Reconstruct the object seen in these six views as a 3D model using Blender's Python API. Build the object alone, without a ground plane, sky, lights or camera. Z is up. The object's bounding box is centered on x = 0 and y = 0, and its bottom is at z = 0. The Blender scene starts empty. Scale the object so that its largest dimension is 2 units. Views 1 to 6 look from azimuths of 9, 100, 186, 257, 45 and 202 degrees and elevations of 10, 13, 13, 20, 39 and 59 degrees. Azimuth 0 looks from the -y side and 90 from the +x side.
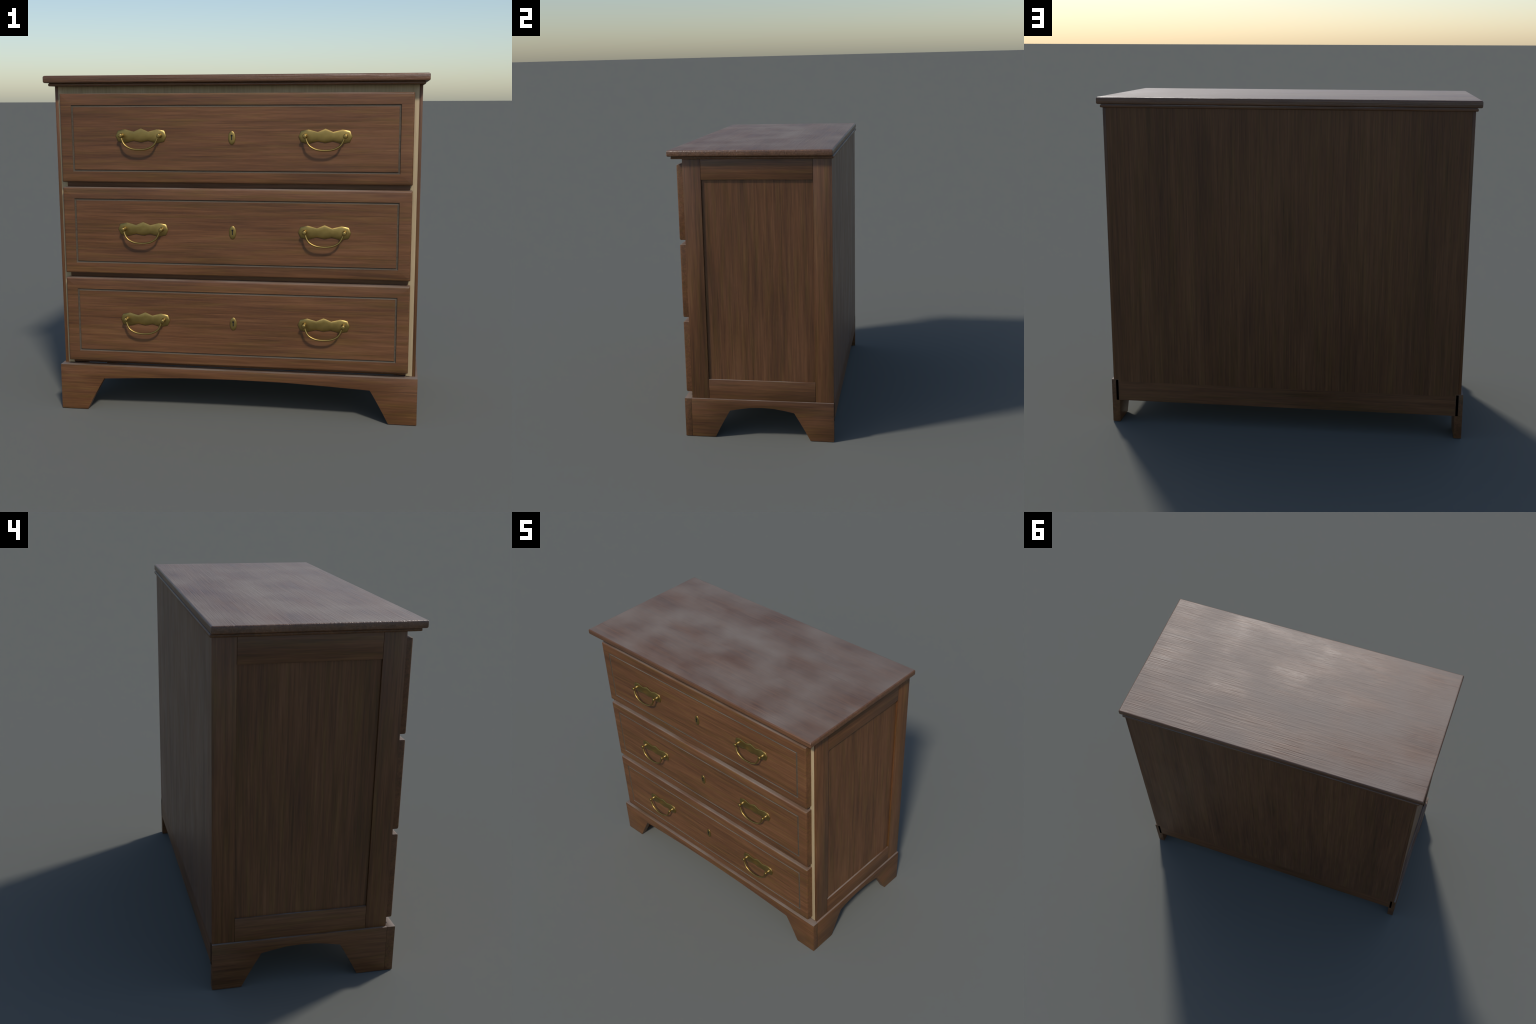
"""A three-drawer wooden chest: overhanging top with a small moulding, framed side
panels, overlay drawers with a cut groove line, brass bail pulls and keyhole plates,
and a bracket-foot plinth."""
import bpy, bmesh, math
from mathutils import Vector

# ------------------------------------------------------------------ sizes (metres)
TOP_X, TOP_FRONT, TOP_BACK = 1.000, -0.4930, 0.5020
TOP_Z0, TOP_Z1 = 1.7898, 1.8278
MOULD_X, MOULD_FRONT, MOULD_BACK = 0.9788, -0.4740, 0.5052
MOULD_Z0, MOULD_Z1 = 1.7732, 1.7925
CASE_X, CASE_FRONT, CASE_BACK = 0.9670, -0.4069, 0.4942
CASE_SKIN = 0.0164            # thickness of the dark frame boards on the sides
LINING_IN = 0.9160            # inner face of the pale lining boards
POST_FRONT_IN, POST_BACK_IN = -0.2966, 0.3822
RAIL_TOP_Z, RAIL_BOTTOM_Z = 1.6482, 0.3808
PANEL_RECESS = 0.0102
PLINTH_X, PLINTH_FRONT, PLINTH_SPLIT, PLINTH_Z = 0.9787, -0.4544, -0.4116, 0.2536
PLINTH_BOARD = 0.0422
BACK_RAIL_Z0, BACK_RAIL_Z1 = 0.1300, 0.2420
DRAWER_X, DRAWER_FRONT, DRAWER_BACK = 0.9275, -0.4550, -0.3980
DRAWER_Z0, DRAWER_Z1, DRAWER_STEP = 1.2688, 1.7354, 0.4943
GROOVE_X, GROOVE_Z0, GROOVE_Z1 = 0.8641, 1.3255, 1.6758
GROOVE_W, GROOVE_D = 0.0112, 0.0056
PULL_X, PULL_Z = 0.4840, 1.5148
KEYPLATE_Z = 1.5062

# ------------------------------------------------------------------ materials
def new_material(name):
    m = bpy.data.materials.new(name)
    m.use_nodes = True
    nt = m.node_tree
    return m, nt, nt.nodes, nt.links, nt.nodes["Principled BSDF"]


def math_node(nodes, links, op, a, b=None, clamp=False):
    n = nodes.new("ShaderNodeMath")
    n.operation, n.use_clamp = op, clamp
    for i, v in enumerate((a, b)):
        if v is None:
            continue
        if isinstance(v, (int, float)):
            n.inputs[i].default_value = v
        else:
            links.new(v, n.inputs[i])
    return n.outputs[0]


def noise(nodes, links, vector, scale, detail=3.0, rough=0.55, distortion=0.0):
    n = nodes.new("ShaderNodeTexNoise")
    n.inputs["Scale"].default_value = scale
    n.inputs["Detail"].default_value = detail
    n.inputs["Roughness"].default_value = rough
    n.inputs["Distortion"].default_value = distortion
    links.new(vector, n.inputs["Vector"])
    return n.outputs["Fac"]


def mapped(nodes, links, coord, scale, offset=(0, 0, 0)):
    n = nodes.new("ShaderNodeMapping")
    n.inputs["Scale"].default_value = scale
    n.inputs["Location"].default_value = offset
    links.new(coord, n.inputs["Vector"])
    return n.outputs[0]


def ramp(nodes, links, fac, stops):
    n = nodes.new("ShaderNodeValToRGB")
    e = n.color_ramp.elements
    while len(e) < len(stops):
        e.new(0.5)
    for el, (p, c) in zip(e, stops):
        el.position, el.color = p, (*c, 1)
    links.new(fac, n.inputs[0])
    return n.outputs[0]


def mix(nodes, links, fac, a, b, blend="MIX"):
    n = nodes.new("ShaderNodeMix")
    n.data_type, n.blend_type = "RGBA", blend
    for s, v in ((n.inputs[0], fac), (n.inputs[6], a), (n.inputs[7], b)):
        if isinstance(v, (int, float)):
            s.default_value = v
        elif isinstance(v, tuple):
            s.default_value = (*v, 1)
        else:
            links.new(v, s)
    return n.outputs[2]


UP_GREY, UP_GREY_ROUGH = (0.232, 0.178, 0.140), 0.66


def wood(name, axis, dark, mid, light, tint, seed=0.0, fine=1.0, rough=(0.38, 0.52),
         bump=0.12, worn=0.0, up_grey=(0.62, 0.30), specular=0.5, streak=1.0, ridge=0.0, sheen=(0.0, 0.3)):
    """Wood whose grain runs along one axis: long streaks, slow tone drift, fine fibres."""
    m, nt, nodes, links, bsdf = new_material(name)
    tex = nodes.new("ShaderNodeTexCoord")
    info = nodes.new("ShaderNodeObjectInfo")
    shift = nodes.new("ShaderNodeVectorMath")
    shift.operation = "MULTIPLY_ADD"
    links.new(info.outputs["Random"], shift.inputs[0])
    shift.inputs[1].default_value = (7.3, 11.9, 5.7)
    shift.inputs[2].default_value = (seed, seed * 1.7, seed * 0.6)
    pos = nodes.new("ShaderNodeVectorMath")
    links.new(tex.outputs["Object"], pos.inputs[0])
    links.new(shift.outputs[0], pos.inputs[1])
    p = pos.outputs[0]

    def along(k, across):
        return tuple(k if i == axis else across for i in range(3))

    broad = noise(nodes, links, mapped(nodes, links, p, along(0.9, 7.0)), 1.0, 3, 0.5, 0.3)
    strk = noise(nodes, links, mapped(nodes, links, p, along(2.2, 62.0 * streak)), 1.0, 4, 0.6, 0.25)
    fib = noise(nodes, links, mapped(nodes, links, p, along(6.0, 180.0 * fine)), 1.0, 3, 0.6)
    tone = math_node(nodes, links, "MULTIPLY", broad, 0.30)
    tone = math_node(nodes, links, "ADD", tone, math_node(nodes, links, "MULTIPLY", strk, 0.44))
    tone = math_node(nodes, links, "ADD", tone, math_node(nodes, links, "MULTIPLY", fib, 0.26))
    col = ramp(nodes, links, tone, [(0.37, dark), (0.50, mid), (0.64, light)])
    hue = noise(nodes, links, mapped(nodes, links, p, along(2.6, 34.0), (3, 5, 9)), 1.0, 3, 0.55, 0.4)
    hue = math_node(nodes, links, "MULTIPLY",
                    math_node(nodes, links, "SUBTRACT", hue, 0.47), 4.0, clamp=True)
    col = mix(nodes, links, hue, col, tint, "MULTIPLY")
    # short dark pores
    pore = noise(nodes, links, mapped(nodes, links, p, along(14.0, 260.0 * fine), (1, 2, 3)), 1.0, 2, 0.5)
    pore = math_node(nodes, links, "MULTIPLY",
                     math_node(nodes, links, "SUBTRACT", pore, 0.66), 5.0, clamp=True)
    col = mix(nodes, links, math_node(nodes, links, "MULTIPLY", pore, 0.55), col,
              tuple(c * 0.45 for c in dark))
    r_noise = noise(nodes, links, mapped(nodes, links, p, along(3.0, 12.0), (8, 1, 4)), 1.0, 3, 0.6)
    mr = nodes.new("ShaderNodeMapRange")
    mr.inputs["From Min"].default_value, mr.inputs["From Max"].default_value = 0.3, 0.7
    mr.inputs["To Min"].default_value, mr.inputs["To Max"].default_value = rough
    links.new(r_noise, mr.inputs["Value"])
    r = mr.outputs[0]
    if up_grey:
        # greyer tone mixed in, in cloudy patches, on faces that look upward
        level, contrast, start = (*up_grey, 0.45)[:3]
        geo = nodes.new("ShaderNodeNewGeometry")
        sep = nodes.new("ShaderNodeSeparateXYZ")
        links.new(geo.outputs["Normal"], sep.inputs[0])
        up = nodes.new("ShaderNodeMapRange")
        up.interpolation_type = "SMOOTHSTEP"
        up.inputs["From Min"].default_value, up.inputs["From Max"].default_value = start, min(0.99, start + 0.52)
        links.new(sep.outputs["Z"], up.inputs["Value"])
        cl = noise(nodes, links, mapped(nodes, links, p, (1.0, 1.4, 1.4), (2, 9, 1)), 3.0, 3, 0.45, 0.15)
        cl = math_node(nodes, links, "MULTIPLY", math_node(nodes, links, "SUBTRACT", cl, 0.5), 7.0 * contrast)
        cl = math_node(nodes, links, "ADD", cl, level, clamp=True)
        amount = math_node(nodes, links, "MULTIPLY", cl, up.outputs[0])
        col = mix(nodes, links, amount, col, UP_GREY)
        dull = math_node(nodes, links, "MULTIPLY", amount, math_node(nodes, links, "SUBTRACT", UP_GREY_ROUGH, r))
        r = math_node(nodes, links, "ADD", r, dull)
    links.new(col, bsdf.inputs["Base Color"])
    links.new(r, bsdf.inputs["Roughness"])
    bsdf.inputs["Specular IOR Level"].default_value = specular
    bsdf.inputs["Sheen Weight"].default_value, bsdf.inputs["Sheen Roughness"].default_value = sheen   # greyish veil added at grazing angles
    h = math_node(nodes, links, "ADD", math_node(nodes, links, "MULTIPLY", fib, 0.7),
                  math_node(nodes, links, "MULTIPLY", strk, 0.5))
    if ridge:                                       # open grain standing up in fine lengthwise ridges
        rd = noise(nodes, links, mapped(nodes, links, p, along(3.5, 95.0), (4, 4, 7)), 1.0, 2, 0.6, 0.1)
        h = math_node(nodes, links, "ADD", h, math_node(nodes, links, "MULTIPLY", rd, ridge))
    if worn:
        dents = noise(nodes, links, mapped(nodes, links, p, (1, 1, 1)), 70.0, 3, 0.6)
        dents = math_node(nodes, links, "MULTIPLY", dents, worn)
        if up_grey:                                    # flat upper faces stay smooth, edges are knocked about
            dents = math_node(nodes, links, "MULTIPLY", dents, math_node(nodes, links, "SUBTRACT", 1.0, up.outputs[0]))
        h = math_node(nodes, links, "ADD", h, dents)
    b = nodes.new("ShaderNodeBump")
    b.inputs["Strength"].default_value = bump
    b.inputs["Distance"].default_value = 0.004
    links.new(h, b.inputs["Height"])
    links.new(b.outputs[0], bsdf.inputs["Normal"])
    return m


X, Y, Z = 0, 1, 2
DK, MD, LT, TN = (0.078, 0.030, 0.0105), (0.131, 0.0522, 0.0186), (0.190, 0.081, 0.032), (0.92, 1.07, 0.76)
WOOD = {a: wood(f"walnut_{'xyz'[a]}", a, DK, MD, LT, TN, seed=2.0 + a) for a in (X, Y, Z)}
WOOD_DRAWER = wood("walnut_drawer", X, DK, MD, LT, TN, seed=9.0)
WOOD_TOP = wood("walnut_top", X, DK, MD, LT, (0.97, 1.0, 1.0), seed=4.0, rough=(0.36, 0.46), bump=0.45, specular=0.85, ridge=0.9,
                worn=0.55, up_grey=(0.60, 0.27, 0.86))
WOOD_BACK = wood("walnut_back", Z, (0.078, 0.031, 0.0115), (0.124, 0.051, 0.0190), (0.172, 0.076, 0.030),
                 (0.95, 1.05, 0.82), seed=6.0, fine=0.9, bump=0.16, streak=1.5, specular=0.4, sheen=(0.06, 0.35))
WOOD_MOULD = {a: wood(f"walnut_edge_{'xyz'[a]}", a, DK, MD, LT, TN, seed=12.0 + a, bump=0.2, worn=1.0) for a in (X, Y)}
PALE = wood("pale_wood", Z, (0.36, 0.268, 0.150), (0.435, 0.328, 0.190), (0.50, 0.382, 0.230), (0.95, 0.98, 0.92),
            seed=3.0, up_grey=None, rough=(0.5, 0.6), streak=1.6)


def brass():
    m, nt, nodes, links, bsdf = new_material("aged_brass")
    tex = nodes.new("ShaderNodeTexCoord")
    n = noise(nodes, links, mapped(nodes, links, tex.outputs["Object"], (1, 1, 1)), 18.0, 4, 0.6)
    links.new(ramp(nodes, links, n, [(0.3, (0.325, 0.222, 0.070)), (0.7, (0.430, 0.300, 0.098))]), bsdf.inputs["Base Color"])
    links.new(ramp(nodes, links, n, [(0.3, (0.34,) * 3), (0.7, (0.44,) * 3)]), bsdf.inputs["Roughness"])
    bsdf.inputs["Metallic"].default_value = 1.0
    return m


def plain(name, colour, rough):
    m, nt, nodes, links, bsdf = new_material(name)
    tex = nodes.new("ShaderNodeTexCoord")
    n = noise(nodes, links, tex.outputs["Object"], 40.0)
    links.new(ramp(nodes, links, n, [(0.3, tuple(c * 0.8 for c in colour)), (0.7, colour)]), bsdf.inputs["Base Color"])
    bsdf.inputs["Roughness"].default_value = rough
    bsdf.inputs["Specular IOR Level"].default_value = 0.2
    return m


BRASS = brass()
BLACK = plain("overlap_black", (0.0006, 0.0006, 0.0006), 1.0)
BLACK.node_tree.nodes["Principled BSDF"].inputs["Specular IOR Level"].default_value = 0.0
GROOVE_DARK = wood("groove_dark", X, (0.078, 0.056, 0.038), (0.100, 0.074, 0.050), (0.122, 0.092, 0.064), (0.96, 1.0, 1.0),
             seed=5.0, rough=(0.5, 0.6), up_grey=(0.16, 0.2), specular=0.3)
KEY_DARK = plain("keyhole_dark", (0.012, 0.013, 0.015), 0.6)

# ------------------------------------------------------------------ object helpers
root = bpy.data.objects.new("chest_of_drawers", None)
bpy.context.scene.collection.objects.link(root)
root["label"] = "brown wooden three-drawer chest with brass bail handles and bracket feet"
root["category"] = "chest of drawers"


def make(name, bm, material, parent=root, smooth=None, location=(0, 0, 0)):
    bmesh.ops.recalc_face_normals(bm, faces=bm.faces[:])
    me = bpy.data.meshes.new(name)
    if smooth is not None:
        for f in bm.faces:
            f.smooth = True
        for e in bm.edges:
            if len(e.link_faces) == 2 and e.calc_face_angle(0) > math.radians(smooth):
                e.smooth = False
    bm.to_mesh(me)
    bm.free()
    me.materials.append(material)
    return place(name, me, parent, location)


def place(name, me, parent, location=(0, 0, 0)):
    o = bpy.data.objects.new(name, me)
    bpy.context.scene.collection.objects.link(o)
    o.parent, o.location = parent, location
    return o


def bevel_edges(bm, edges, width, segments=2):
    bmesh.ops.bevel(bm, geom=edges, offset=width, segments=segments, profile=0.5, affect="EDGES", clamp_overlap=True)


def board(name, lo, hi, material, bevel=0.0012, parent=root, pick=None, segments=2):
    """A plank between two corners; its arrises are eased a little."""
    bm = bmesh.new()
    bmesh.ops.create_cube(bm, size=1.0)
    for v in bm.verts:
        v.co = Vector([(lo[i] + hi[i]) / 2 + v.co[i] * (hi[i] - lo[i]) for i in range(3)])
    edges = [e for e in bm.edges if pick is None or pick((e.verts[0].co + e.verts[1].co) / 2)]
    if bevel and edges:
        bevel_edges(bm, edges, bevel, segments)
    return make(name, bm, material, parent, smooth=40)


def extrude_outline(name, pts, to3d, depth_a, depth_b, material, bevel=0.0007, parent=root):
    """Closed 2D outline pulled between two depths."""
    bm = bmesh.new()
    a = [bm.verts.new(to3d(u, w, depth_a)) for u, w in pts]
    b = [bm.verts.new(to3d(u, w, depth_b)) for u, w in pts]
    fa, fb = bm.faces.new(a), bm.faces.new(b[::-1])
    n = len(pts)
    for i in range(n):
        bm.faces.new((a[i], b[i], b[(i + 1) % n], a[(i + 1) % n]))
    bmesh.ops.recalc_face_normals(bm, faces=bm.faces[:])
    if bevel:
        bevel_edges(bm, [e for e in bm.edges if e.calc_face_angle(0) > math.radians(35)], bevel, 2)
    return make(name, bm, material, parent, smooth=40)


def rounded_slab(name, x0, x1, y0, y1, z0, z1, profile, material, nx=1):
    """Rectangular slab whose edge follows a profile of (inset, height 0..1) pairs."""
    bm = bmesh.new()
    rings = []
    r0 = 0.0045
    for inset, t in profile:
        z = z0 + (z1 - z0) * t
        ring = []
        for cx, cy, a0 in ((x1, y1, 0), (x0, y1, 90), (x0, y0, 180), (x1, y0, 270)):
            sx, sy = (1 if cx == x1 else -1), (1 if cy == y1 else -1)
            for k in range(4):
                a = math.radians(a0 + 30 * k)
                ring.append(bm.verts.new((cx - sx * (inset + r0) + r0 * math.cos(a),
                                          cy - sy * (inset + r0) + r0 * math.sin(a), z)))
        rings.append(ring)
    for p, q in zip(rings, rings[1:]):
        n = len(p)
        for i in range(n):
            bm.faces.new((p[i], p[(i + 1) % n], q[(i + 1) % n], q[i]))
    bm.faces.new(rings[0][::-1])
    bm.faces.new(rings[-1])
    return make(name, bm, material, smooth=50)


def round_profile(r_bottom, r_top, height, steps=4):
    out = []
    for k in range(steps + 1):
        a = math.radians(90 * k / steps)
        out.append((r_bottom * (1 - math.sin(a)), (r_bottom * (1 - math.cos(a))) / height))
    for k in range(steps + 1):
        a = math.radians(90 * k / steps)
        out.append((r_top * (1 - math.cos(a)), 1 - (r_top * (1 - math.sin(a))) / height))
    return out


# ------------------------------------------------------------------ top and moulding
rounded_slab("top_board", -TOP_X, TOP_X, TOP_FRONT, TOP_BACK, TOP_Z0, TOP_Z1,
             round_profile(0.008, 0.009, TOP_Z1 - TOP_Z0), WOOD_TOP)
rounded_slab("moulding", -MOULD_X, MOULD_X, MOULD_FRONT, MOULD_BACK, MOULD_Z0, MOULD_Z1 - 0.001,
             [(0.004, 0.0), (0.0012, 0.08), (0.0, 0.22), (0.0, 0.60), (0.002, 0.78), (0.006, 0.9), (0.012, 1.0)],
             WOOD_MOULD[X])

# ------------------------------------------------------------------ case sides
for s in (-1, 1):
    def span(x_in, x_out):
        return (min(s * x_in, s * x_out), max(s * x_in, s * x_out))
    xa, xb = span(CASE_X - CASE_SKIN, CASE_X)
    board("side_post", (xa, CASE_FRONT, PLINTH_Z + 0.0005), (xb, POST_FRONT_IN, MOULD_Z0), WOOD[Z], 0.0010)
    board("side_post", (xa, POST_BACK_IN, PLINTH_Z + 0.0005), (xb, CASE_BACK, MOULD_Z0), WOOD[Z], 0.0010)
    ra, rb = span(CASE_X - CASE_SKIN, CASE_X + 0.0004)
    g = 0.0016
    board("side_rail", (ra, POST_FRONT_IN + g, RAIL_TOP_Z), (rb, POST_BACK_IN - g, MOULD_Z0), WOOD[Y], 0.0010)
    board("side_rail", (ra, POST_FRONT_IN + g, PLINTH_Z + 0.0005), (rb, POST_BACK_IN - g, RAIL_BOTTOM_Z), WOOD[Y], 0.0010)
    pa, pb = span(CASE_X - CASE_SKIN, CASE_X - PANEL_RECESS)
    board("side_panel", (pa, POST_FRONT_IN + g, RAIL_BOTTOM_Z), (pb, POST_BACK_IN - g, RAIL_TOP_Z), WOOD[Z], 0)
    la, lb = span(LINING_IN, CASE_X - CASE_SKIN - 0.0003)
    board("side_lining", (la, CASE_FRONT + 0.0004, PLINTH_Z + 0.0008), (lb, CASE_BACK - 0.012, MOULD_Z0), PALE, 0.001)

# ------------------------------------------------------------------ front rails, floor, back
board("front_rail", (-LINING_IN + 0.0004, CASE_FRONT + 0.0004, 1.690), (LINING_IN - 0.0004, -0.37, MOULD_Z0), PALE, 0.0006)
for i in (1, 2):
    zc = DRAWER_Z1 - DRAWER_STEP * i + 0.014
    board("drawer_rail", (-LINING_IN, -0.4050, zc - 0.035), (LINING_IN, -0.36, zc + 0.035), WOOD[X], 0.001)
board("drawer_rail", (-LINING_IN, -0.4040, 0.2588), (LINING_IN, -0.36, 0.312), WOOD[X], 0.001)
board("case_floor", (-LINING_IN, -0.360, 0.262), (LINING_IN, CASE_BACK - 0.013, 0.278), PALE, 0)
board("back_panel", (-(CASE_X - CASE_SKIN) + 0.0003, CASE_BACK - 0.0125, BACK_RAIL_Z1),
      (CASE_X - CASE_SKIN - 0.0003, CASE_BACK - 0.0002, MOULD_Z0), WOOD_BACK, 0)
board("back_rail", (-(PLINTH_X - PLINTH_BOARD), CASE_BACK - 0.022, BACK_RAIL_Z0),
      (PLINTH_X - PLINTH_BOARD, CASE_BACK - 0.0002, BACK_RAIL_Z1), WOOD[X], 0)

# ------------------------------------------------------------------ plinth with bracket feet
def bracket(u_outer0, u_outer1, toe0, toe1, knee0, knee1, rise, crown, knee_z):
    """Board outline with a cut-out: toes flare up to knees, then a shallow arch."""
    pts = [(u_outer0, 0.0), (toe0, 0.0)]
    for k in (0.35, 0.68):                          # slightly hollow bracket edge
        pts.append((toe0 + (knee0 - toe0) * k - 0.0022 * math.copysign(1, knee0 - toe0) * math.sin(math.pi * k),
                    knee_z * k))
    for t, h in ((0.0, 0.0), (0.15, 0.47), (0.31, 0.87), (0.5, 1.0), (0.69, 0.87), (0.85, 0.47), (1.0, 0.0)):
        pts.append((knee0 + (knee1 - knee0) * t, knee_z + (crown - knee_z) * h))
    for k in (0.68, 0.35):
        pts.append((toe1 + (knee1 - toe1) * k - 0.0022 * math.copysign(1, knee1 - toe1) * math.sin(math.pi * k),
                    knee_z * k))
    pts += [(toe1, 0.0), (u_outer1, 0.0), (u_outer1, rise), (u_outer0, rise)]
    return pts


extrude_outline("plinth_front", bracket(-PLINTH_X, PLINTH_X, -0.8298, 0.8298, -0.7310, 0.7310, PLINTH_Z, 0.2060, 0.1806),
                lambda u, w, d: (u, d, w), PLINTH_FRONT, PLINTH_SPLIT, WOOD[X])
board("plinth_cleat", (-LINING_IN, PLINTH_SPLIT + 0.0006, 0.2150), (LINING_IN, -0.4045, 0.2556), WOOD[X], 0.0005)
for s in (-1, 1):
    extrude_outline("plinth_side", bracket(PLINTH_SPLIT + 0.0008, CASE_BACK, -0.2612, 0.3468, -0.1635, 0.2455,
                                           PLINTH_Z, 0.2072, 0.1806),
                    lambda u, w, d: (d, u, w), s * PLINTH_X, s * (PLINTH_X - PLINTH_BOARD), WOOD[Y])
    xa, xb = sorted((s * (PLINTH_X - PLINTH_BOARD - 0.0003), s * 0.8550))
    board("corner_block", (xa, PLINTH_SPLIT + 0.0005, 0.0), (xb, -0.3300, 0.2480), WOOD[Z], 0.001)
    xa, xb = sorted((s * 0.9410, s * 0.9545))
    board("back_black_strip", (xa, CASE_BACK - 0.004, BACK_RAIL_Z0), (xb, CASE_BACK + 0.0008, 0.2500), BLACK, 0)  # black strip modelled over solid wood where overlapping faces render unlit

# ------------------------------------------------------------------ drawers
def rect_ring(bm, hx, z0, z1, y, r, n=4):
    out = []
    for sx, zc, a0 in ((1, z1, 0), (-1, z1, 90), (-1, z0, 180), (1, z0, 270)):
        sz = 1 if zc == z1 else -1
        for k in range(n):
            a = math.radians(a0 + 90 * k / (n - 1))
            out.append(bm.verts.new((sx * (hx - r) + r * math.cos(a), y, zc - sz * r + r * math.sin(a))))
    return out


def drawer_front():
    """Drawer front in its own frame: z = 0 at its middle, outward is -y."""
    bm = bmesh.new()
    h = (DRAWER_Z1 - DRAWER_Z0) / 2
    zc = (DRAWER_Z1 + DRAWER_Z0) / 2
    R = 0.0100
    prof = [(0.0, DRAWER_BACK, 0.004), (0.0, DRAWER_FRONT + R, 0.004)]
    for k in range(1, 5):
        a = math.radians(90 * k / 4)
        prof.append((R * (1 - math.cos(a)), DRAWER_FRONT + R * (1 - math.sin(a)), 0.004))
    rings = [rect_ring(bm, DRAWER_X - i, -h + i, h - i, y, r) for i, y, r in prof]
    gx, g0, g1 = GROOVE_X, GROOVE_Z0 - zc, GROOVE_Z1 - zc
    for t, d in ((0.0, 0.0), (0.06, 0.70), (0.22, 1.0), (0.78, 1.0), (0.94, 0.70), (1.0, 0.0)):
        i = GROOVE_W * t
        rings.append(rect_ring(bm, gx - i, g0 + i, g1 - i, DRAWER_FRONT + GROOVE_D * d, 0.0006))
    first_cut = len(prof)
    for j, (p, q) in enumerate(zip(rings, rings[1:])):
        n = len(p)
        for i in range(n):
            f = bm.faces.new((p[i], p[(i + 1) % n], q[(i + 1) % n], q[i]))
            f.material_index = 1 if j >= first_cut else 0
    bm.faces.new(rings[0][::-1])
    bm.faces.new(rings[-1])
    return bm, zc


def sweep(path, frame, rx, ry, sides=12):
    """Tube with an oval section along a path; frame gives the two section directions."""
    bm = bmesh.new()
    rings = []
    for i, p in enumerate(path):
        u, w = frame(i)
        rings.append([bm.verts.new(p + u * rx * math.cos(math.tau * k / sides) + w * ry * math.sin(math.tau * k / sides))
                      for k in range(sides)])
    for a, b in zip(rings, rings[1:]):
        for k in range(sides):
            bm.faces.new((a[k], a[(k + 1) % sides], b[(k + 1) % sides], b[k]))
    bm.faces.new(rings[0][::-1])
    bm.faces.new(rings[-1])
    return bm


def lathe(profile, sides=20):
    """Turned piece about the y axis, profile of (y, radius)."""
    bm = bmesh.new()
    rings = []
    for y, r in profile:
        rings.append([bm.verts.new((r * math.cos(math.tau * k / sides), y, r * math.sin(math.tau * k / sides)))
                      for k in range(sides)])
    for a, b in zip(rings, rings[1:]):
        for k in range(sides):
            bm.faces.new((a[k], a[(k + 1) % sides], b[(k + 1) % sides], b[k]))
    bm.faces.new(rings[0][::-1])
    bm.faces.new(rings[-1])
    return bm


def backplate():
    """Bat-wing plate with cusped outline; the face is softly pillowed."""
    right = [(0.0, 0.0408), (0.0390, 0.0230), (0.0865, 0.0362), (0.1250, 0.0278), (0.1375, 0.0)]
    right += [(0.1250, -0.0285), (0.0865, -0.0368), (0.0385, -0.0243), (0.0, -0.0328)]
    outline = right + [(-x, z) for x, z in right[-2:0:-1]]
    bm = bmesh.new()
    spine = lambda x: math.copysign(min(abs(x), 0.105), x)
    levels = [(0.0, 0.0), (0.0, 0.0030), (0.025, 0.0040), (0.30, 0.0058), (0.62, 0.0068)]
    rings = []
    for t, out in levels:
        rings.append([bm.verts.new((x + (spine(x) - x) * t, -out, z * (1 - t))) for x, z in outline])
    n = len(outline)
    for a, b in zip(rings, rings[1:]):
        for i in range(n):
            bm.faces.new((a[i], a[(i + 1) % n], b[(i + 1) % n], b[i]))
    bm.faces.new(rings[0][::-1])
    bm.faces.new(rings[-1])
    return bm


def bail():
    """Drop handle: steep shoulders, shallow oval belly, hanging slightly inward."""
    half = [(0.0965, 0.0), (0.0935, -0.0085), (0.0895, -0.0175), (0.0845, -0.0265), (0.0755, -0.0365), (0.0635, -0.0440),
            (0.0500, -0.0500), (0.0345, -0.0542), (0.0175, -0.0562)]
    pts = [(-x, z) for x, z in half] + [(0.0, -0.0568)] + half[::-1]
    path = [Vector((x, -0.0372 + 0.125 * z, z * 1.04 - 0.0125)) for x, z in pts]
    tang = [(path[min(i + 1, len(path) - 1)] - path[max(i - 1, 0)]).normalized() for i in range(len(path))]
    out = Vector((0, -1, 0))

    def frame(i):
        w = (out - tang[i] * out.dot(tang[i])).normalized()
        return tang[i].cross(w), w
    return sweep(path, frame, 0.0051, 0.0062, 12)


def escutcheon():
    bm = bmesh.new()
    n = 28
    rings = []
    for t, out in ((1.0, 0.0), (1.0, 0.0018), (0.93, 0.0032), (0.70, 0.0045), (0.40, 0.0049)):
        rings.append([bm.verts.new((0.0193 * t * math.cos(math.tau * k / n), -out, 0.0355 * t * math.sin(math.tau * k / n)))
                      for k in range(n)])
    for a, b in zip(rings, rings[1:]):
        for i in range(n):
            bm.faces.new((a[i], a[(i + 1) % n], b[(i + 1) % n], b[i]))
    bm.faces.new(rings[0][::-1])
    bm.faces.new(rings[-1])
    return bm


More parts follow.
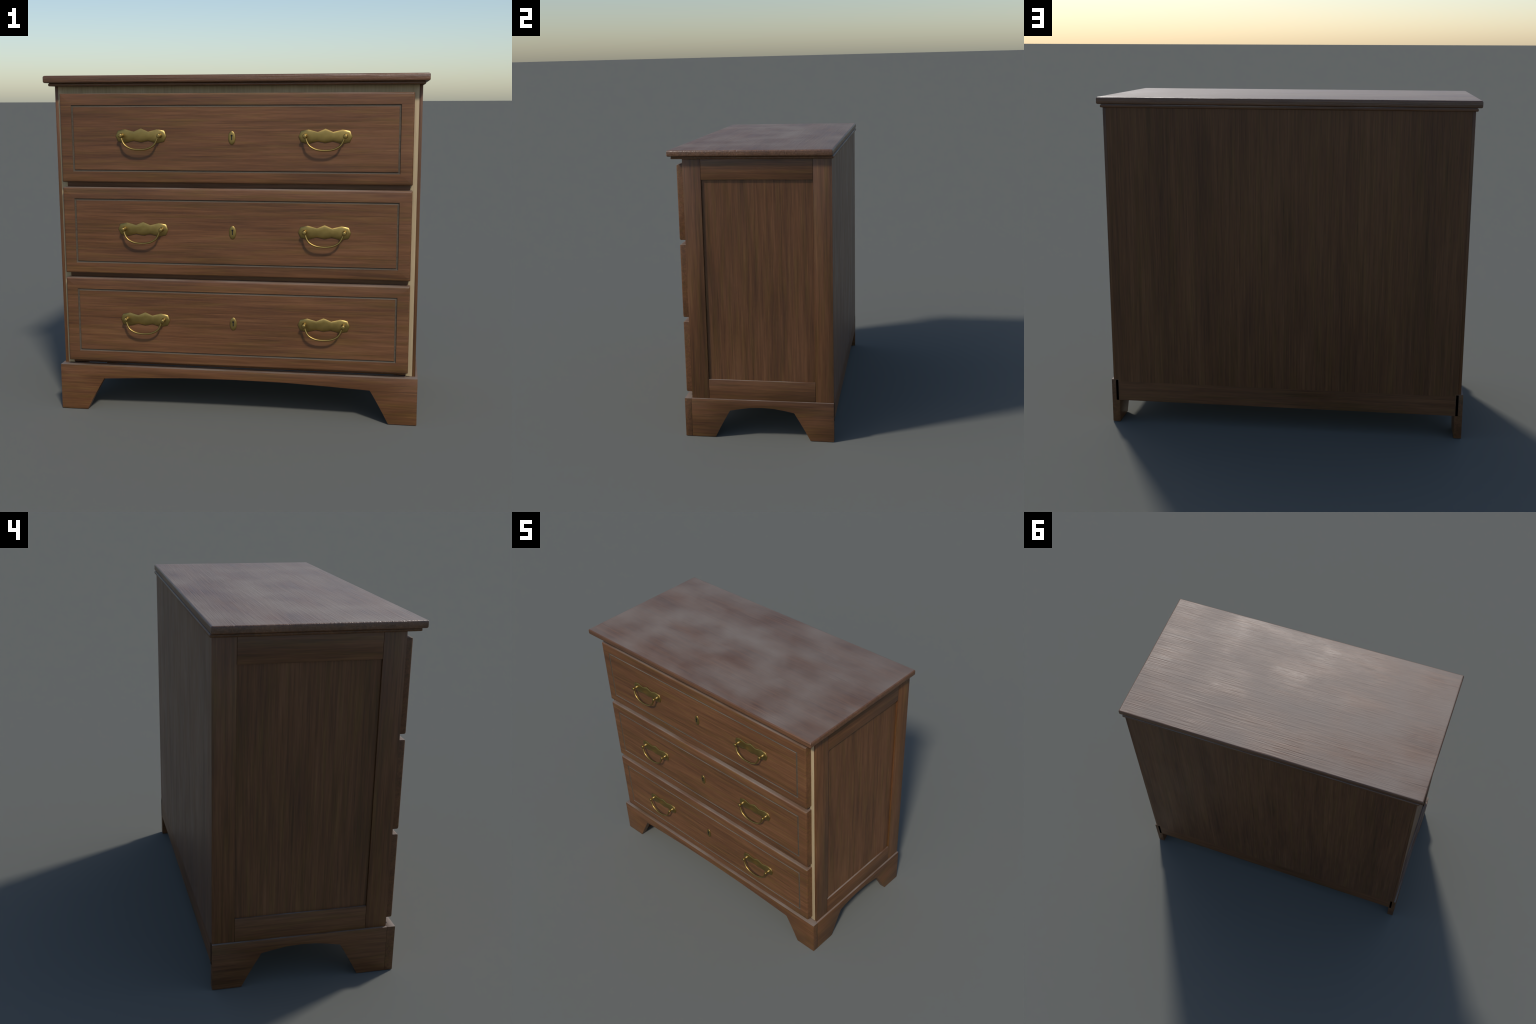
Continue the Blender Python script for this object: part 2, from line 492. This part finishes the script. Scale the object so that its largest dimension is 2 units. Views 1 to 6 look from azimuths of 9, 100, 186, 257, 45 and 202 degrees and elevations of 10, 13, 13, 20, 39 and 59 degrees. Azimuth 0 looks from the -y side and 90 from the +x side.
def keyhole():
    bm = bmesh.new()
    pts = []
    r, zc, hw = 0.0050, 0.0118, 0.0025
    a0 = math.asin(hw / r)
    for k in range(15):
        a = -math.pi / 2 + a0 + (math.tau - 2 * a0) * k / 14
        pts.append((r * math.cos(a), zc + r * math.sin(a)))
    pts += [(-hw, -0.0118), (hw, -0.0118)]
    a = [bm.verts.new((x, -0.004, z)) for x, z in pts]
    b = [bm.verts.new((x, -0.0061, z)) for x, z in pts]
    bm.faces.new(a)
    bm.faces.new(b[::-1])
    for i in range(len(pts)):
        bm.faces.new((a[i], b[i], b[(i + 1) % len(pts)], a[(i + 1) % len(pts)]))
    return bm


KNOB = [(-0.0040, 0.0135), (-0.0062, 0.0120), (-0.0085, 0.0106), (-0.0115, 0.0101), (-0.0142, 0.0088), (-0.0160, 0.0068),
        (-0.0176, 0.0053), (-0.0220, 0.0049), (-0.0285, 0.0052), (-0.0312, 0.0064), (-0.0330, 0.0090), (-0.0348, 0.0104),
        (-0.0376, 0.0109), (-0.0412, 0.0107), (-0.0432, 0.0094), (-0.0439, 0.0072), (-0.0441, 0.0006)]
shared = {}


def part(name, builder, material, parent, location, smooth):
    if name not in shared:
        o = make(name, builder(), material, parent, smooth, location)
        shared[name] = o.data
        return o
    return place(name, shared[name], parent, location)


bm0, zc0 = drawer_front()
for i in range(3):
    zc = zc0 - DRAWER_STEP * i
    if i == 0:
        d = make("drawer", bm0, WOOD_DRAWER, root, 38, (0, 0, zc))
        drawer_mesh = d.data
        drawer_mesh.materials.append(GROOVE_DARK)
    else:
        d = place("drawer", drawer_mesh, root, (0, 0, zc))
    for s in (-1, 1):
        base = (s * PULL_X, DRAWER_FRONT - 0.0001, PULL_Z - zc0)
        part("backplate", backplate, BRASS, d, base, 70)
        for k in (-1, 1):
            part("handle_post", lambda: lathe(KNOB), BRASS, d, (base[0] + k * 0.1030, base[1], base[2] + 0.0018), 60)
        part("bail_handle", bail, BRASS, d, (base[0], base[1], base[2] + 0.0018), 60)
    kp = (0.0, DRAWER_FRONT - 0.0001, KEYPLATE_Z - zc0)
    part("keyhole_plate", escutcheon, BRASS, d, kp, 60)
    part("keyhole", keyhole, KEY_DARK, d, kp, 40)
